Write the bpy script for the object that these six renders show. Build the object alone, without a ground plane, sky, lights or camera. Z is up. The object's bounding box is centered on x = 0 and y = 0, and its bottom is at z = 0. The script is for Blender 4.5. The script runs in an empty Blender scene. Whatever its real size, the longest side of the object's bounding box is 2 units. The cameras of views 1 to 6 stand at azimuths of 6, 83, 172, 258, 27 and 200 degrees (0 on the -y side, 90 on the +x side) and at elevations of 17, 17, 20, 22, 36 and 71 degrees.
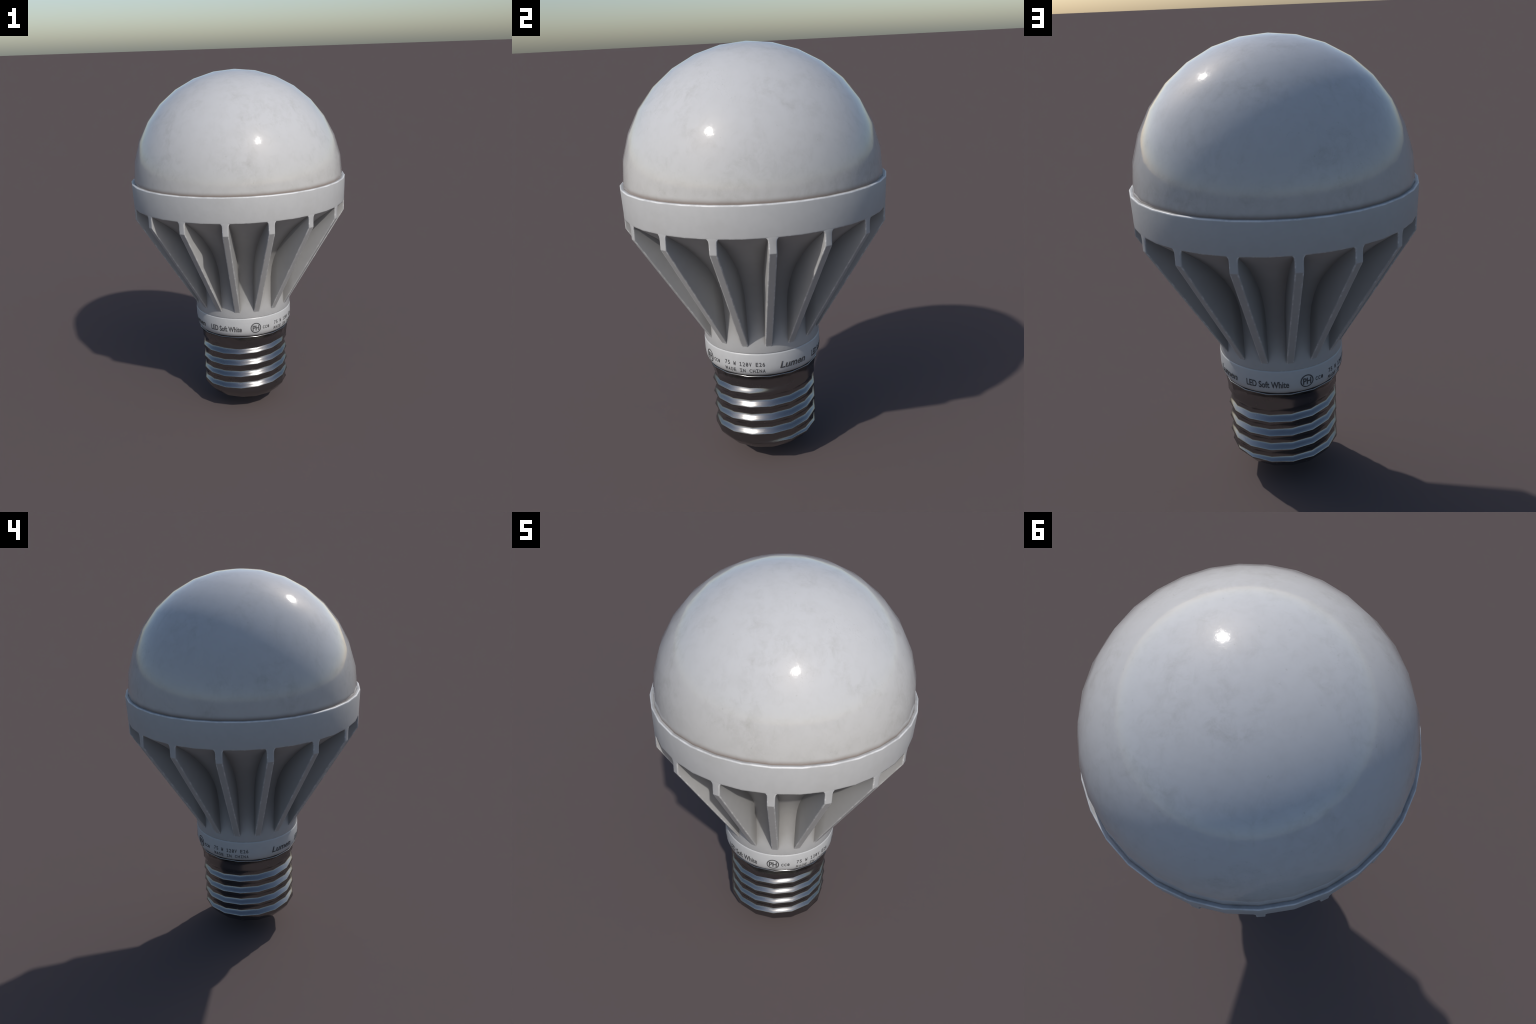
"""An LED light bulb: frosted dome, finned plastic heat sink, printed band, threaded metal base."""
import bpy, bmesh, math, random
from mathutils import Vector, Matrix

random.seed(7)
TAU = 2 * math.pi

# ----------------------------------------------------------------------------- frame
# azimuth 0 stands on -y, 90 degrees on +x
def pol(r, az, z):
    return Vector((r * math.sin(az), -r * math.cos(az), z))


# ----------------------------------------------------------------------------- dimensions
DOME_R, DOME_Z = 0.595, 1.405            # hemispherical diffuser
RIM_R, RIM_TOP, RIM_LOW = 0.6105, 1.405, 1.268
N_FIN, FIN_HALF = 16, 0.0168
SEGS = 32                                # facets of dome and rim
NECK_R = 0.2825
BAND_TOP, BAND_LOW = 0.627, 0.515
PITCH, CREST0 = 0.0735, 0.102            # screw thread
THREAD_R, THREAD_DEPTH, THREAD_COLS = 0.2575, 0.0138, 16

# floor of the pockets between the fins (radius, height)
CORE = [(0.2770, 0.6285), (0.2805, 0.6295), (0.2820, 0.634), (0.281, 0.70), (0.2815, 0.78), (0.285, 0.86), (0.297, 0.925), (0.318, 0.98),
        (0.346, 1.03), (0.380, 1.076), (0.420, 1.118), (0.465, 1.162), (0.510, 1.200),
        (0.555, 1.233), (0.585, 1.255), (0.6035, 1.2676)]


# ----------------------------------------------------------------------------- node helpers
class Mat:
    def __init__(self, name):
        self.m = bpy.data.materials.new(name)
        self.m.use_nodes = True
        self.nt = self.m.node_tree
        self.b = self.nt.nodes["Principled BSDF"]

    def node(self, kind, **kw):
        n = self.nt.nodes.new(kind)
        for k, v in kw.items():
            if k == "inp":
                for kk, vv in v.items():
                    if isinstance(vv, bpy.types.NodeSocket):
                        self.nt.links.new(vv, n.inputs[kk])
                    else:
                        n.inputs[kk].default_value = vv
            else:
                setattr(n, k, v)
        return n

    def link(self, a, b):
        self.nt.links.new(a, b)

    def coords(self, scale=(1, 1, 1)):
        tc = self.node("ShaderNodeTexCoord")
        mp = self.node("ShaderNodeMapping", inp={"Vector": tc.outputs["Object"], "Scale": scale})
        return mp.outputs["Vector"]

    def noise(self, vec, scale, detail=4.0, rough=0.55, dist=0.0):
        n = self.node("ShaderNodeTexNoise", inp={"Vector": vec, "Scale": scale, "Detail": detail,
                                                 "Roughness": rough, "Distortion": dist})
        return n.outputs["Fac"]

    def remap(self, v, a, b, c=0.0, d=1.0, smooth=True):
        n = self.node("ShaderNodeMapRange", inp={"Value": v, "From Min": a, "From Max": b, "To Min": c, "To Max": d})
        if smooth:
            n.interpolation_type = "SMOOTHSTEP"
        return n.outputs["Result"]

    def math(self, op, a, b=0.0, clamp=False):
        n = self.node("ShaderNodeMath", operation=op, use_clamp=clamp, inp={0: a, 1: b})
        return n.outputs[0]

    def mix(self, fac, a, b):
        n = self.node("ShaderNodeMix", data_type="RGBA")
        for key, v in ((0, fac), (6, a), (7, b)):
            if isinstance(v, bpy.types.NodeSocket):
                self.link(v, n.inputs[key])
            else:
                n.inputs[key].default_value = v if key == 0 else (*v, 1.0)
        return n.outputs[2]

    def height(self):
        tc = self.node("ShaderNodeTexCoord")
        sep = self.node("ShaderNodeSeparateXYZ", inp={0: tc.outputs["Object"]})
        return sep.outputs["Z"]

    def edge(self, radius):
        """1 on sharp convex or concave edges: how far a rounded normal leans from the real one."""
        bv = self.node("ShaderNodeBevel", samples=6, inp={"Radius": radius})
        geo = self.node("ShaderNodeNewGeometry")
        dot = self.node("ShaderNodeVectorMath", operation="DOT_PRODUCT",
                        inp={0: bv.outputs[0], 1: geo.outputs["Normal"]})
        return self.math("SUBTRACT", 1.0, dot.outputs["Value"], clamp=True), bv.outputs[0]

    def out(self, name, v):
        s = self.b.inputs[name]
        if isinstance(v, bpy.types.NodeSocket):
            self.link(v, s)
        else:
            s.default_value = v


def mat_dome():
    m = Mat("frosted_white_dome")
    v = m.coords()
    warp = m.coords((1.0, 1.0, 0.85))
    blotch = m.remap(m.noise(v, 4.6, 6, 0.66, 0.5), 0.38, 0.72)
    fine = m.remap(m.noise(warp, 21, 8, 0.74, 0.4), 0.42, 0.74, smooth=False)
    grime = m.math("MULTIPLY", m.math("ADD", m.math("MULTIPLY", blotch, 0.85), 0.15), fine, clamp=True)
    speck = m.remap(m.noise(v, 46, 3, 0.5), 0.71, 0.78)
    scr = m.noise(m.coords((3.0, 16.0, 9.0)), 4.5, 2, 0.4, 0.3)
    scratch = m.math("MULTIPLY", m.remap(m.math("ABSOLUTE", m.math("SUBTRACT", scr, 0.5)), 0.0, 0.008, 1.0, 0.0),
                     m.remap(m.noise(v, 3.1, 3, 0.5), 0.60, 0.72))
    z = m.height()
    low = m.remap(z, 1.41, 1.80, 1.0, 0.0)
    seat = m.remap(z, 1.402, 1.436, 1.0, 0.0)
    c = m.mix(m.math("MULTIPLY", low, 0.8), COL_DOME, COL_DOME_LOW)
    c = m.mix(m.math("MULTIPLY", grime, 0.54), c, (0.30, 0.285, 0.26))
    c = m.mix(m.math("MULTIPLY", speck, 0.2), c, (0.20, 0.18, 0.16))
    c = m.mix(m.math("MULTIPLY", scratch, 0.25), c, (0.20, 0.18, 0.16))
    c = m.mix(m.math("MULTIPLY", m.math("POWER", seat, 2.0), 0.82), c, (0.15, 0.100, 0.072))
    m.out("Base Color", c)
    r = m.math("ADD", m.math("MULTIPLY", m.remap(m.noise(v, 12, 7, 0.75, 0.4), 0.38, 0.62), 0.045), 0.045)
    m.out("Roughness", m.math("ADD", r, m.math("MULTIPLY", grime, 0.12)))
    m.out("Specular IOR Level", 0.5)
    bump = m.node("ShaderNodeBump", inp={"Strength": 0.11, "Distance": 0.003, "Height": m.noise(v, 26, 4, 0.68)})
    m.out("Normal", bump.outputs[0])
    return m.m


def mat_plastic(name, tint, wear=0.5, paint_occlusion=True, rough=0.42, edge_r=0.008, lip=False):
    m = Mat(name)
    v = m.coords()
    mott = m.remap(m.noise(v, 26, 5, 0.6), 0.35, 0.70)
    c = m.mix(m.math("MULTIPLY", mott, 0.22), tint, tuple(t * 0.86 for t in tint))
    big = m.remap(m.noise(v, 6, 5, 0.65), 0.5, 0.75)
    c = m.mix(m.math("MULTIPLY", big, 0.25), c, tuple(t * k for t, k in zip(tint, (0.86, 0.84, 0.80))))
    e, nrm = m.edge(edge_r)
    chips = m.remap(m.noise(v, 34, 5, 0.7), 0.48, 0.64)
    ew = m.math("MULTIPLY", m.remap(e, 0.006, 0.05), m.math("ADD", m.math("MULTIPLY", chips, 0.8), 0.2))
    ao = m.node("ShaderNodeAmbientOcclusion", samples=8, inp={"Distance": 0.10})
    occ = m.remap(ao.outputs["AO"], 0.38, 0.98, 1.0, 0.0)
    if paint_occlusion:  # pocket shade between the fins darkened straight into the base colour
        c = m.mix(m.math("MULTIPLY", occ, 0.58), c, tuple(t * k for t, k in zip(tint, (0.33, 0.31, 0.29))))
    c = m.mix(m.math("MULTIPLY", m.math("MULTIPLY", ew, wear), m.math("SUBTRACT", 1.0, occ)), c, (0.92, 0.92, 0.92))
    if lip:                               # pale broken line along the upper edge of the rim
        pale_edge = m.math("MULTIPLY", m.remap(m.height(), RIM_TOP - 0.0064, RIM_TOP - 0.0040), m.remap(m.height(), RIM_TOP - 0.0012, RIM_TOP - 0.0001, 1.0, 0.35))
        c = m.mix(m.math("MULTIPLY", pale_edge, m.math("ADD", m.math("MULTIPLY", m.remap(m.noise(v, 11, 4, 0.6), 0.38, 0.58), 0.5), 0.25)),
                  c, (0.74, 0.74, 0.74))
    m.out("Base Color", c)
    m.out("Roughness", m.math("ADD", m.math("MULTIPLY", m.noise(v, 14, 5, 0.6), 0.12), rough - 0.06))
    m.out("Specular IOR Level", 0.45)
    bump = m.node("ShaderNodeBump", inp={"Strength": 0.12, "Distance": 0.003, "Height": m.noise(v, 70, 3, 0.5),
                                         "Normal": nrm})
    m.out("Normal", bump.outputs[0])
    return m.m


def mat_metal(name, col, rough=0.25, streak=True):
    m = Mat(name)
    # streaks run round the thread: noise in (azimuth stretched, radius, height) space
    v = m.coords((5.0, 5.0, 34.0))
    v2 = m.coords()
    st = m.noise(v, 2.2, 5, 0.65)
    bl = m.remap(m.noise(v2, 16, 6, 0.7), 0.45, 0.72)
    c = m.mix(m.math("MULTIPLY", bl, 0.35), col, tuple(k * 0.72 for k in col))
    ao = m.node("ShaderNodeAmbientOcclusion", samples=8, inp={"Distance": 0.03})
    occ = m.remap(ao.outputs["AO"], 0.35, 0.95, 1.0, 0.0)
    c = m.mix(m.math("MULTIPLY", occ, 0.28), c, tuple(k * 0.4 for k in col))  # groove shadow tinted into the metal by ambient occlusion
    m.out("Base Color", c)
    m.out("Metallic", 1.0)
    r = m.math("ADD", m.math("MULTIPLY", st, 0.18), rough - 0.09)
    m.out("Roughness", m.math("ADD", r, m.math("MULTIPLY", bl, 0.06)))
    bump = m.node("ShaderNodeBump", inp={"Strength": 0.05, "Distance": 0.002, "Height": m.noise(v, 1.6, 3, 0.5)})
    m.out("Normal", bump.outputs[0])
    return m.m


def mat_plain(name, col, rough):
    m = Mat(name)
    v = m.coords()
    c = m.mix(m.math("MULTIPLY", m.noise(v, 40, 4, 0.6), 0.5), col, tuple(k * 1.5 for k in col))
    m.out("Base Color", c)
    m.out("Roughness", rough)
    return m.m


COL_DOME = (0.51, 0.511, 0.517)
COL_DOME_LOW = (0.505, 0.497, 0.48)
COL_PLASTIC = (0.425, 0.425, 0.425)
COL_BAND = (0.475, 0.478, 0.48)
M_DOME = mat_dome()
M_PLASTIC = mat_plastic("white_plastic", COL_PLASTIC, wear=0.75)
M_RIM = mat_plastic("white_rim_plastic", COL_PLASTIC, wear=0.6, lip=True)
M_BAND = mat_plastic("white_band_plastic", COL_BAND, wear=0.5, paint_occlusion=False, rough=0.36, edge_r=0.005)
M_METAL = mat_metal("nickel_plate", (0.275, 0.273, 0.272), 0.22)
M_INK = mat_plain("grey_print", (0.062, 0.062, 0.064), 0.5)
M_GLASS = mat_plain("black_glass", (0.012, 0.012, 0.013), 0.18)
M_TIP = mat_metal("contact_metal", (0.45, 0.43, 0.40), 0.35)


# ----------------------------------------------------------------------------- mesh helpers
def new_obj(name, mesh, parent, mat):
    o = bpy.data.objects.new(name, mesh)
    bpy.context.scene.collection.objects.link(o)
    if mat and not mesh.materials:
        mesh.materials.append(mat)
    o.parent = parent
    return o


def finish(bm, name, sharp=None, smooth=True):
    bmesh.ops.remove_doubles(bm, verts=bm.verts, dist=1e-6)
    bmesh.ops.dissolve_degenerate(bm, dist=1e-6, edges=bm.edges)
    bmesh.ops.recalc_face_normals(bm, faces=bm.faces)
    me = bpy.data.meshes.new(name)
    for f in bm.faces:
        f.smooth = smooth
    if sharp is not None:
        for e in bm.edges:
            if len(e.link_faces) == 2 and e.calc_face_angle(0) > math.radians(sharp):
                e.smooth = False
    bm.to_mesh(me)
    bm.free()
    return me


def revolve(profile, segs, name, sharp=None, close=False):
    """Spin a (radius, height) profile round the z axis; a radius of 0 makes a pole."""
    bm = bmesh.new()
    rows = []
    for r, z in profile:
        if r < 1e-6:
            rows.append([bm.verts.new((0, 0, z))] * segs)
        else:
            rows.append([bm.verts.new(pol(r, TAU * j / segs, z)) for j in range(segs)])
    pairs = list(zip(rows, rows[1:])) + ([(rows[-1], rows[0])] if close else [])
    for a, b in pairs:
        for j in range(segs):
            k = (j + 1) % segs
            vs = []
            for v in (a[j], a[k], b[k], b[j]):
                if v not in vs:
                    vs.append(v)
            if len(vs) > 2:
                bm.faces.new(vs)
    return finish(bm, name, sharp)


# ----------------------------------------------------------------------------- the bulb
bulb = bpy.data.objects.new("light_bulb", None)
bpy.context.scene.collection.objects.link(bulb)
bulb["label"] = "white LED light bulb with frosted dome, finned body and screw base"
bulb["category"] = "light bulb"

# --- dome: 8 rings of 11.25 degrees, 32 facets round
prof = [(DOME_R - 0.03, DOME_Z - 0.05), (DOME_R - 0.002, DOME_Z - 0.03)]
prof += [(DOME_R * math.cos(math.radians(11.25 * i)), DOME_Z + DOME_R * math.sin(math.radians(11.25 * i)))
         for i in range(8)] + [(0.0, DOME_Z + DOME_R)]
new_obj("diffuser_dome", revolve(prof, SEGS, "diffuser_dome"), bulb, M_DOME)

# --- heat sink: core (floor of the pockets)
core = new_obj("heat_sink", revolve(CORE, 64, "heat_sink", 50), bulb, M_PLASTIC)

# rim ring with a small lip round the dome seat
rim_prof = [(0.5900, RIM_TOP - 0.045), (0.5935, RIM_TOP - 0.0005), (0.5962, RIM_TOP - 0.0003), (0.6058, RIM_TOP),
            (0.6090, RIM_TOP - 0.0022), (RIM_R, RIM_TOP - 0.0058),
            (0.6062, RIM_LOW), (0.575, RIM_LOW + 0.001),
            (0.560, RIM_LOW + 0.02)]
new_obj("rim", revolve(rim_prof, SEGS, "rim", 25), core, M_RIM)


def core_radius(z):
    for (r0, z0), (r1, z1) in zip(CORE, CORE[1:]):
        if z0 <= z <= z1:
            return r0 + (r1 - r0) * (z - z0) / (z1 - z0)
    return CORE[0][0] if z < CORE[0][1] else CORE[-1][0]


def fin_mesh():
    """One cooling fin in the plane of azimuth 0: straight slanted edge, short upright end under the rim."""
    h = FIN_HALF
    r0, z0, r1, z1 = 0.2885, 0.6782, 0.6050, 1.2036
    outer = [(0.2790, 0.655, h * 0.85, 0.0), (0.2812, 0.664, h * 0.95, 0.0), (0.2836, 0.6695, h, 0.0), (r0, z0, h, 0.0)]
    outer += [(r0 + (r1 - r0) * t, z0 + (z1 - z0) * t, h, 0.0) for t in (0.2, 0.4, 0.6, 0.8, 0.93, 1.0)]
    # upright end, flaring into a small fillet and lying flush over the rim
    outer += [(0.60555, 1.230, h, 0.6), (0.60625, 1.250, h + 0.0003, 1.0), (0.60650, 1.2570, h + 0.0014, 1.0),
              (0.60660, 1.2615, h + 0.0032, 1.0), (0.60660, 1.2650, h + 0.0058, 1.0), (0.60650, 1.2680, h + 0.0096, 1.0),
              (0.60645, 1.2715, h + 0.0096, 1.0), (0.60560, 1.2830, h + 0.0060, 1.0)]
    bm = bmesh.new()
    rows = []
    facet = math.tan(math.pi / SEGS)      # the rim falls back this much either side of the fin
    for r, z, hh, wrapped in outer:
        # the root sits a little inside the pocket floor
        ri = max(0.262, min(core_radius(z) - 0.016, r - 0.012))
        ch = 0.0026
        back = wrapped * facet * hh
        sec = [(ri, -hh), (r - ch - back, -hh), (r - back, -hh + ch), (r, 0.0),
               (r - back, hh - ch), (r - ch - back, hh), (ri, hh)]
        rows.append([bm.verts.new((y, -x, z)) for x, y in sec])
    n = len(rows[0])
    for a, b in zip(rows, rows[1:]):
        for j in range(n):
            k = (j + 1) % n
            bm.faces.new((a[j], a[k], b[k], b[j]))
    bm.faces.new(rows[0][::-1])
    bm.faces.new(rows[-1])
    return finish(bm, "fin", 24)


fin_me = fin_mesh()
for i in range(N_FIN):
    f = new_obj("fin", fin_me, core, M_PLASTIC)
    f.rotation_euler.z = TAU * i / N_FIN

# --- printed band
band_prof = [(0.270, BAND_TOP + 0.012), (0.2785, BAND_TOP + 0.0065), (0.2788, BAND_TOP + 0.0015),
             (0.2822, BAND_TOP - 0.0005), (0.2832, BAND_TOP - 0.0040),
             (0.2832, 0.566), (0.2822, 0.552), (0.2795, 0.538), (0.2745, 0.525), (0.2680, 0.5155), (0.262, 0.5145),
             (0.240, 0.516)]
band = new_obj("printed_band", revolve(band_prof, 128, "printed_band", 60), bulb, M_BAND)


def band_radius(z):
    pts = sorted((zz, rr) for rr, zz in band_prof[3:10])
    for (z0, r0), (z1, r1) in zip(pts, pts[1:]):
        if z0 <= z <= z1:
            return r0 + (r1 - r0) * (z - z0) / (z1 - z0)
    return 0.2832


# ----------------------------------------------------------------------------- lettering
INK_LIFT, INK_THICK = 0.0009, 0.0005


def glyph_mesh(text, bold=0.0, shear=0.0):
    """Outline of a word in the built-in font, as a flat filled bmesh with size-1 letters."""
    cu = bpy.data.curves.new("lettering", "FONT")
    cu.body, cu.size, cu.shear, cu.offset = text, 1.0, shear, bold
    cu.resolution_u = 4
    ob = bpy.data.objects.new("lettering", cu)
    bpy.context.scene.collection.objects.link(ob)
    bpy.context.view_layer.update()
    me = bpy.data.meshes.new_from_object(ob.evaluated_get(bpy.context.evaluated_depsgraph_get()))
    bm = bmesh.new()
    bm.from_mesh(me)
    bpy.data.objects.remove(ob)
    bpy.data.curves.remove(cu)
    bpy.data.meshes.remove(me)
    return bm


def extent(bm):
    xs = [v.co.x for v in bm.verts]
    ys = [v.co.y for v in bm.verts]
    return min(xs), max(xs), min(ys), max(ys)


CAP = None


def cap_height():
    global CAP
    if CAP is None:
        b = glyph_mesh("H")
        CAP = extent(b)[3]
        b.free()
    return CAP


def stroke(bm, pts, w):
    """A flat bar from point to point, w wide."""
    for (x0, y0), (x1, y1) in zip(pts, pts[1:]):
        d = Vector((x1 - x0, y1 - y0)).normalized()
        nx, ny = -d.y * w / 2, d.x * w / 2
        bm.faces.new([bm.verts.new((x, y, 0)) for x, y in
                      ((x0 + nx, y0 + ny), (x0 - nx, y0 - ny), (x1 - nx, y1 - ny), (x1 + nx, y1 + ny))])


def wrap(bm, az0, z0, name):
    """Bend flat print (x right, y up, metres) round the band, with a little thickness."""
    bmesh.ops.triangulate(bm, faces=bm.faces)
    long = [e for e in bm.edges if e.calc_length() > 0.012]
    if long:
        bmesh.ops.subdivide_edges(bm, edges=long, cuts=2)
        bmesh.ops.triangulate(bm, faces=bm.faces)
    bmesh.ops.recalc_face_normals(bm, faces=bm.faces)
    if sum(f.normal.z * f.calc_area() for f in bm.faces) < 0:
        bmesh.ops.reverse_faces(bm, faces=bm.faces)
    geo = bmesh.ops.extrude_face_region(bm, geom=bm.faces[:])
    top = {g for g in geo["geom"] if isinstance(g, bmesh.types.BMVert)}
    for v in bm.verts:
        lift = INK_LIFT if v in top else INK_LIFT - INK_THICK
        v.co = pol(band_radius(z0 + v.co.y) + lift, az0 + v.co.x / 0.2832, z0 + v.co.y)
    me = bpy.data.meshes.new(name)
    bmesh.ops.recalc_face_normals(bm, faces=bm.faces)
    bm.to_mesh(me)
    bm.free()
    return me


def word(text, width_deg, cap, bold=0.0, shear=0.0):
    bm = glyph_mesh(text, bold, shear)
    x0, x1, _, _ = extent(bm)
    sx = math.radians(width_deg) * 0.2832 / (x1 - x0)
    sy = cap / cap_height()
    for v in bm.verts:
        v.co = Vector(((v.co.x - x0) * sx, v.co.y * sy, 0))
    return bm


def mono(text, width_deg, cap, w=0.0026, bold=0.0, fill=0.74):
    """Fixed-pitch print: every letter fitted to the same cell; barred I and 1, slashed 0."""
    total = math.radians(width_deg) * 0.2832
    cell = total / (len(text) - 1 + fill)
    gw = cell * fill
    bm = bmesh.new()
    for i, ch in enumerate(text):
        if ch == " ":
            continue
        x = i * cell
        if ch == "I":
            c = x + gw / 2
            stroke(bm, [(c, 0), (c, cap)], w)
            stroke(bm, [(x, w / 2), (x + gw, w / 2)], w)
            stroke(bm, [(x, cap - w / 2), (x + gw, cap - w / 2)], w)
            continue
        if ch == "1":
            c = x + gw / 2
            stroke(bm, [(c, 0), (c, cap)], w)
            stroke(bm, [(x + gw * 0.08, w / 2), (x + gw * 0.95, w / 2)], w)
            stroke(bm, [(c, cap - w * 0.4), (x + gw * 0.1, cap * 0.78)], w)
            continue
        if ch in "WM":
            ys = [cap, 0, cap * 0.72, 0, cap] if ch == "W" else [0, cap, cap * 0.35, cap, 0]
            fx = [0.06, 0.22, 0.5, 0.78, 0.94] if ch == "W" else [0.08, 0.12, 0.5, 0.88, 0.92]
            stroke(bm, [(x + gw * f, y) for f, y in zip(fx, ys)], w * 0.8)
            continue
        g = glyph_mesh(ch, bold)
        x0, x1, y0, y1 = extent(g)
        tmp = bpy.data.meshes.new("glyph")
        for v in g.verts:
            v.co = Vector((x + (v.co.x - x0) / (x1 - x0) * gw, (v.co.y - y0) / (y1 - y0) * cap, 0))
        g.to_mesh(tmp)
        g.free()
        bm.from_mesh(tmp)
        bpy.data.meshes.remove(tmp)
        if ch == "0":
            stroke(bm, [(x + gw * 0.2, cap * 0.2), (x + gw * 0.8, cap * 0.8)], w * 0.9)
    return bm


def ring_mark(radius, w, steps=48):
    bm = bmesh.new()
    a = [bm.verts.new((radius * math.cos(TAU * i / steps), radius * math.sin(TAU * i / steps), 0)) for i in range(steps)]
    q = radius - w
    b = [bm.verts.new((q * math.cos(TAU * i / steps), q * math.sin(TAU * i / steps), 0)) for i in range(steps)]
    for i in range(steps):
        k = (i + 1) % steps
        bm.faces.new((a[i], a[k], b[k], b[i]))
    return bm


def place(me, turn, name):
    o = new_obj(name, me, band, M_INK)
    o.rotation_euler.z = turn


deg = math.radians
marks = [
    ("brand_word", wrap(word("Lumen", 28.4, 0.0325, 0.022, 0.22), deg(99.8), 0.5490, "brand_word")),
    ("lamp_words", wrap(word("LED Soft White", 39.3, 0.0305, 0.022), deg(138.9), 0.5485, "lamp_words")),
    ("approval_ring", wrap(ring_mark(0.0312, 0.0052), deg(194.7), 0.5675, "approval_ring")),
    ("approval_letters", wrap(word("PH", 7.9, 0.0290, 0.030), deg(190.8), 0.5530, "approval_letters")),
    ("approval_code", wrap(mono("CC0", 8.4, 0.0188, 0.0030, 0.030), deg(203.2), 0.5565, "approval_code")),
    ("rating_words", wrap(mono("75 W 120V E26", 40.2, 0.0208, 0.0029, 0.012), deg(219.0), 0.5660, "rating_words")),
    ("origin_words", wrap(mono("MADE IN CHINA", 40.6, 0.0195, 0.0029, 0.012), deg(218.7), 0.5335, "origin_words")),
]
for turn in (0.0, deg(186.2)):
    for nm, me in marks:
        place(me, turn, nm)

# ----------------------------------------------------------------------------- screw base
HALF = 24


def thread_curve():
    """Drop of the wall between a crest (0) and the middle of the groove (1)."""
    def slope(x):                         # x = 0 crest, 1 groove
        if x < 0.10:
            return x / 0.10 * 0.62
        if x < 0.46:
            return 0.62 + (x - 0.10) / 0.36 * 0.38
        return max(0.0, 1 - ((x - 0.46) / 0.54) ** 1.15)
    n, s, out = 400, 0.0, [0.0]
    for i in range(n):
        s += slope((i + 0.5) / n)
        out.append(s)
    return [v / s for v in out]


DROP = thread_curve()
TOP_END = math.radians(88) + 4 * TAU      # the thread runs out here, counted from azimuth 0 of turn 0
LOW_END = math.radians(50)
SHELL = [(0.2190, 0.100), (0.2370, 0.121), (0.2510, 0.138), (0.2568, 0.147), (0.2575, 0.152)]


def shell_radius(z):
    if z >= SHELL[-1][1]:
        return THREAD_R
    for (r0, z0), (r1, z1) in zip(SHELL, SHELL[1:]):
        if z0 <= z <= z1:
            return r0 + (r1 - r0) * (z - z0) / (z1 - z0)
    return SHELL[0][0]


def base_radius(az, z):
    # position along the screw: turn t where the crest passes height z at this azimuth
    t = (z - CREST0 - PITCH * az / TAU) / PITCH
    f = t - math.floor(t)
    x = min(f, 1 - f) * 2
    drop = DROP[int(round(x * 400))] * THREAD_DEPTH
    # groove just above crest number floor(t): its place along the helix
    along = math.floor(t) * TAU + az
    fade_top = min(1.0, max(0.0, (TOP_END - along) / math.radians(24)))
    fade_low = min(1.0, max(0.0, (along - LOW_END) / math.radians(50)))
    return min(THREAD_R - drop * fade_top * fade_low, shell_radius(z))


def screw_base_mesh():
    bm = bmesh.new()
    dz, per = PITCH / HALF, HALF
    z_lo, z_hi = 0.100, 0.499
    cols = THREAD_COLS
    n = int((z_hi - z_lo) / dz) + 2 * per
    grid = []
    for j in range(cols):
        col, seen = [], {}
        shift = PITCH * j / cols
        for i in range(n):
            z = min(z_hi, max(z_lo, CREST0 - 3 * PITCH + i * dz + shift))
            key = round(z, 7)
            if key not in seen:
                seen[key] = bm.verts.new(pol(base_radius(TAU * j / cols, z), TAU * j / cols, z))
            col.append(seen[key])
        grid.append(col)
    for j in range(cols):
        k = (j + 1) % cols
        for i in range(n - 1):
            a, b = grid[j][i], grid[j][i + 1]
            if k:
                c, d = grid[k][i + 1], grid[k][i]
            else:
                i2 = i + per
                c, d = grid[0][min(n - 1, i2 + 1)], grid[0][min(n - 1, i2)]
            vs = []
            for v in (a, d, c, b):
                if v not in vs:
                    vs.append(v)
            if len(vs) > 2:
                try:
                    bm.faces.new(vs)
                except ValueError:
                    pass
    # curled lip under the band, and the turned-in bottom
    def ring(r, z):
        return [bm.verts.new(pol(r, TAU * j / cols, z)) for j in range(cols)]

    def bridge(a, b):
        for j in range(cols):
            k = (j + 1) % cols
            bm.faces.new((a[j], a[k], b[k], b[j]))
    top = [grid[j][-1] for j in range(cols)]
    low = [grid[j][0] for j in range(cols)]
    prev = top
    for r, z in ((0.2660, 0.5010), (0.2712, 0.5035), (0.2722, 0.5075), (0.2695, 0.5105), (0.262, 0.511), (0.250, 0.510)):
        nxt = ring(r, z)
        bridge(prev, nxt)
        prev = nxt
    prev = low
    for r, z in ((0.2140, 0.0965), (0.1950, 0.0900), (0.1780, 0.0850), (0.1600, 0.0840)):
        nxt = ring(r, z)
        bridge(prev, nxt)
        prev = nxt
    return finish(bm, "screw_base")


def deepen_thread_shading(me, gain):
    """Rolled threads are rounder than their facets: lean the upper flank normals further up."""
    normals = []
    for v in me.vertices:
        n = v.normal.copy()
        if 0.105 < v.co.z < 0.495:
            fade = min(1.0, (v.co.z - 0.105) / 0.03, (0.495 - v.co.z) / 0.02)
            n.z *= 1 + ((gain if n.z > 0 else 0.8) - 1) * fade
        normals.append(n.normalized())
    me.normals_split_custom_set_from_vertices(normals)


base_me = screw_base_mesh()
deepen_thread_shading(base_me, 1.55)
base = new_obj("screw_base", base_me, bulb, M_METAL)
new_obj("insulator", revolve([(0.172, 0.088), (0.168, 0.080), (0.130, 0.058), (0.095, 0.039), (0.068, 0.0265), (0.060, 0.024), (0.0, 0.024)],
                             32, "insulator", 50), bulb, M_GLASS)
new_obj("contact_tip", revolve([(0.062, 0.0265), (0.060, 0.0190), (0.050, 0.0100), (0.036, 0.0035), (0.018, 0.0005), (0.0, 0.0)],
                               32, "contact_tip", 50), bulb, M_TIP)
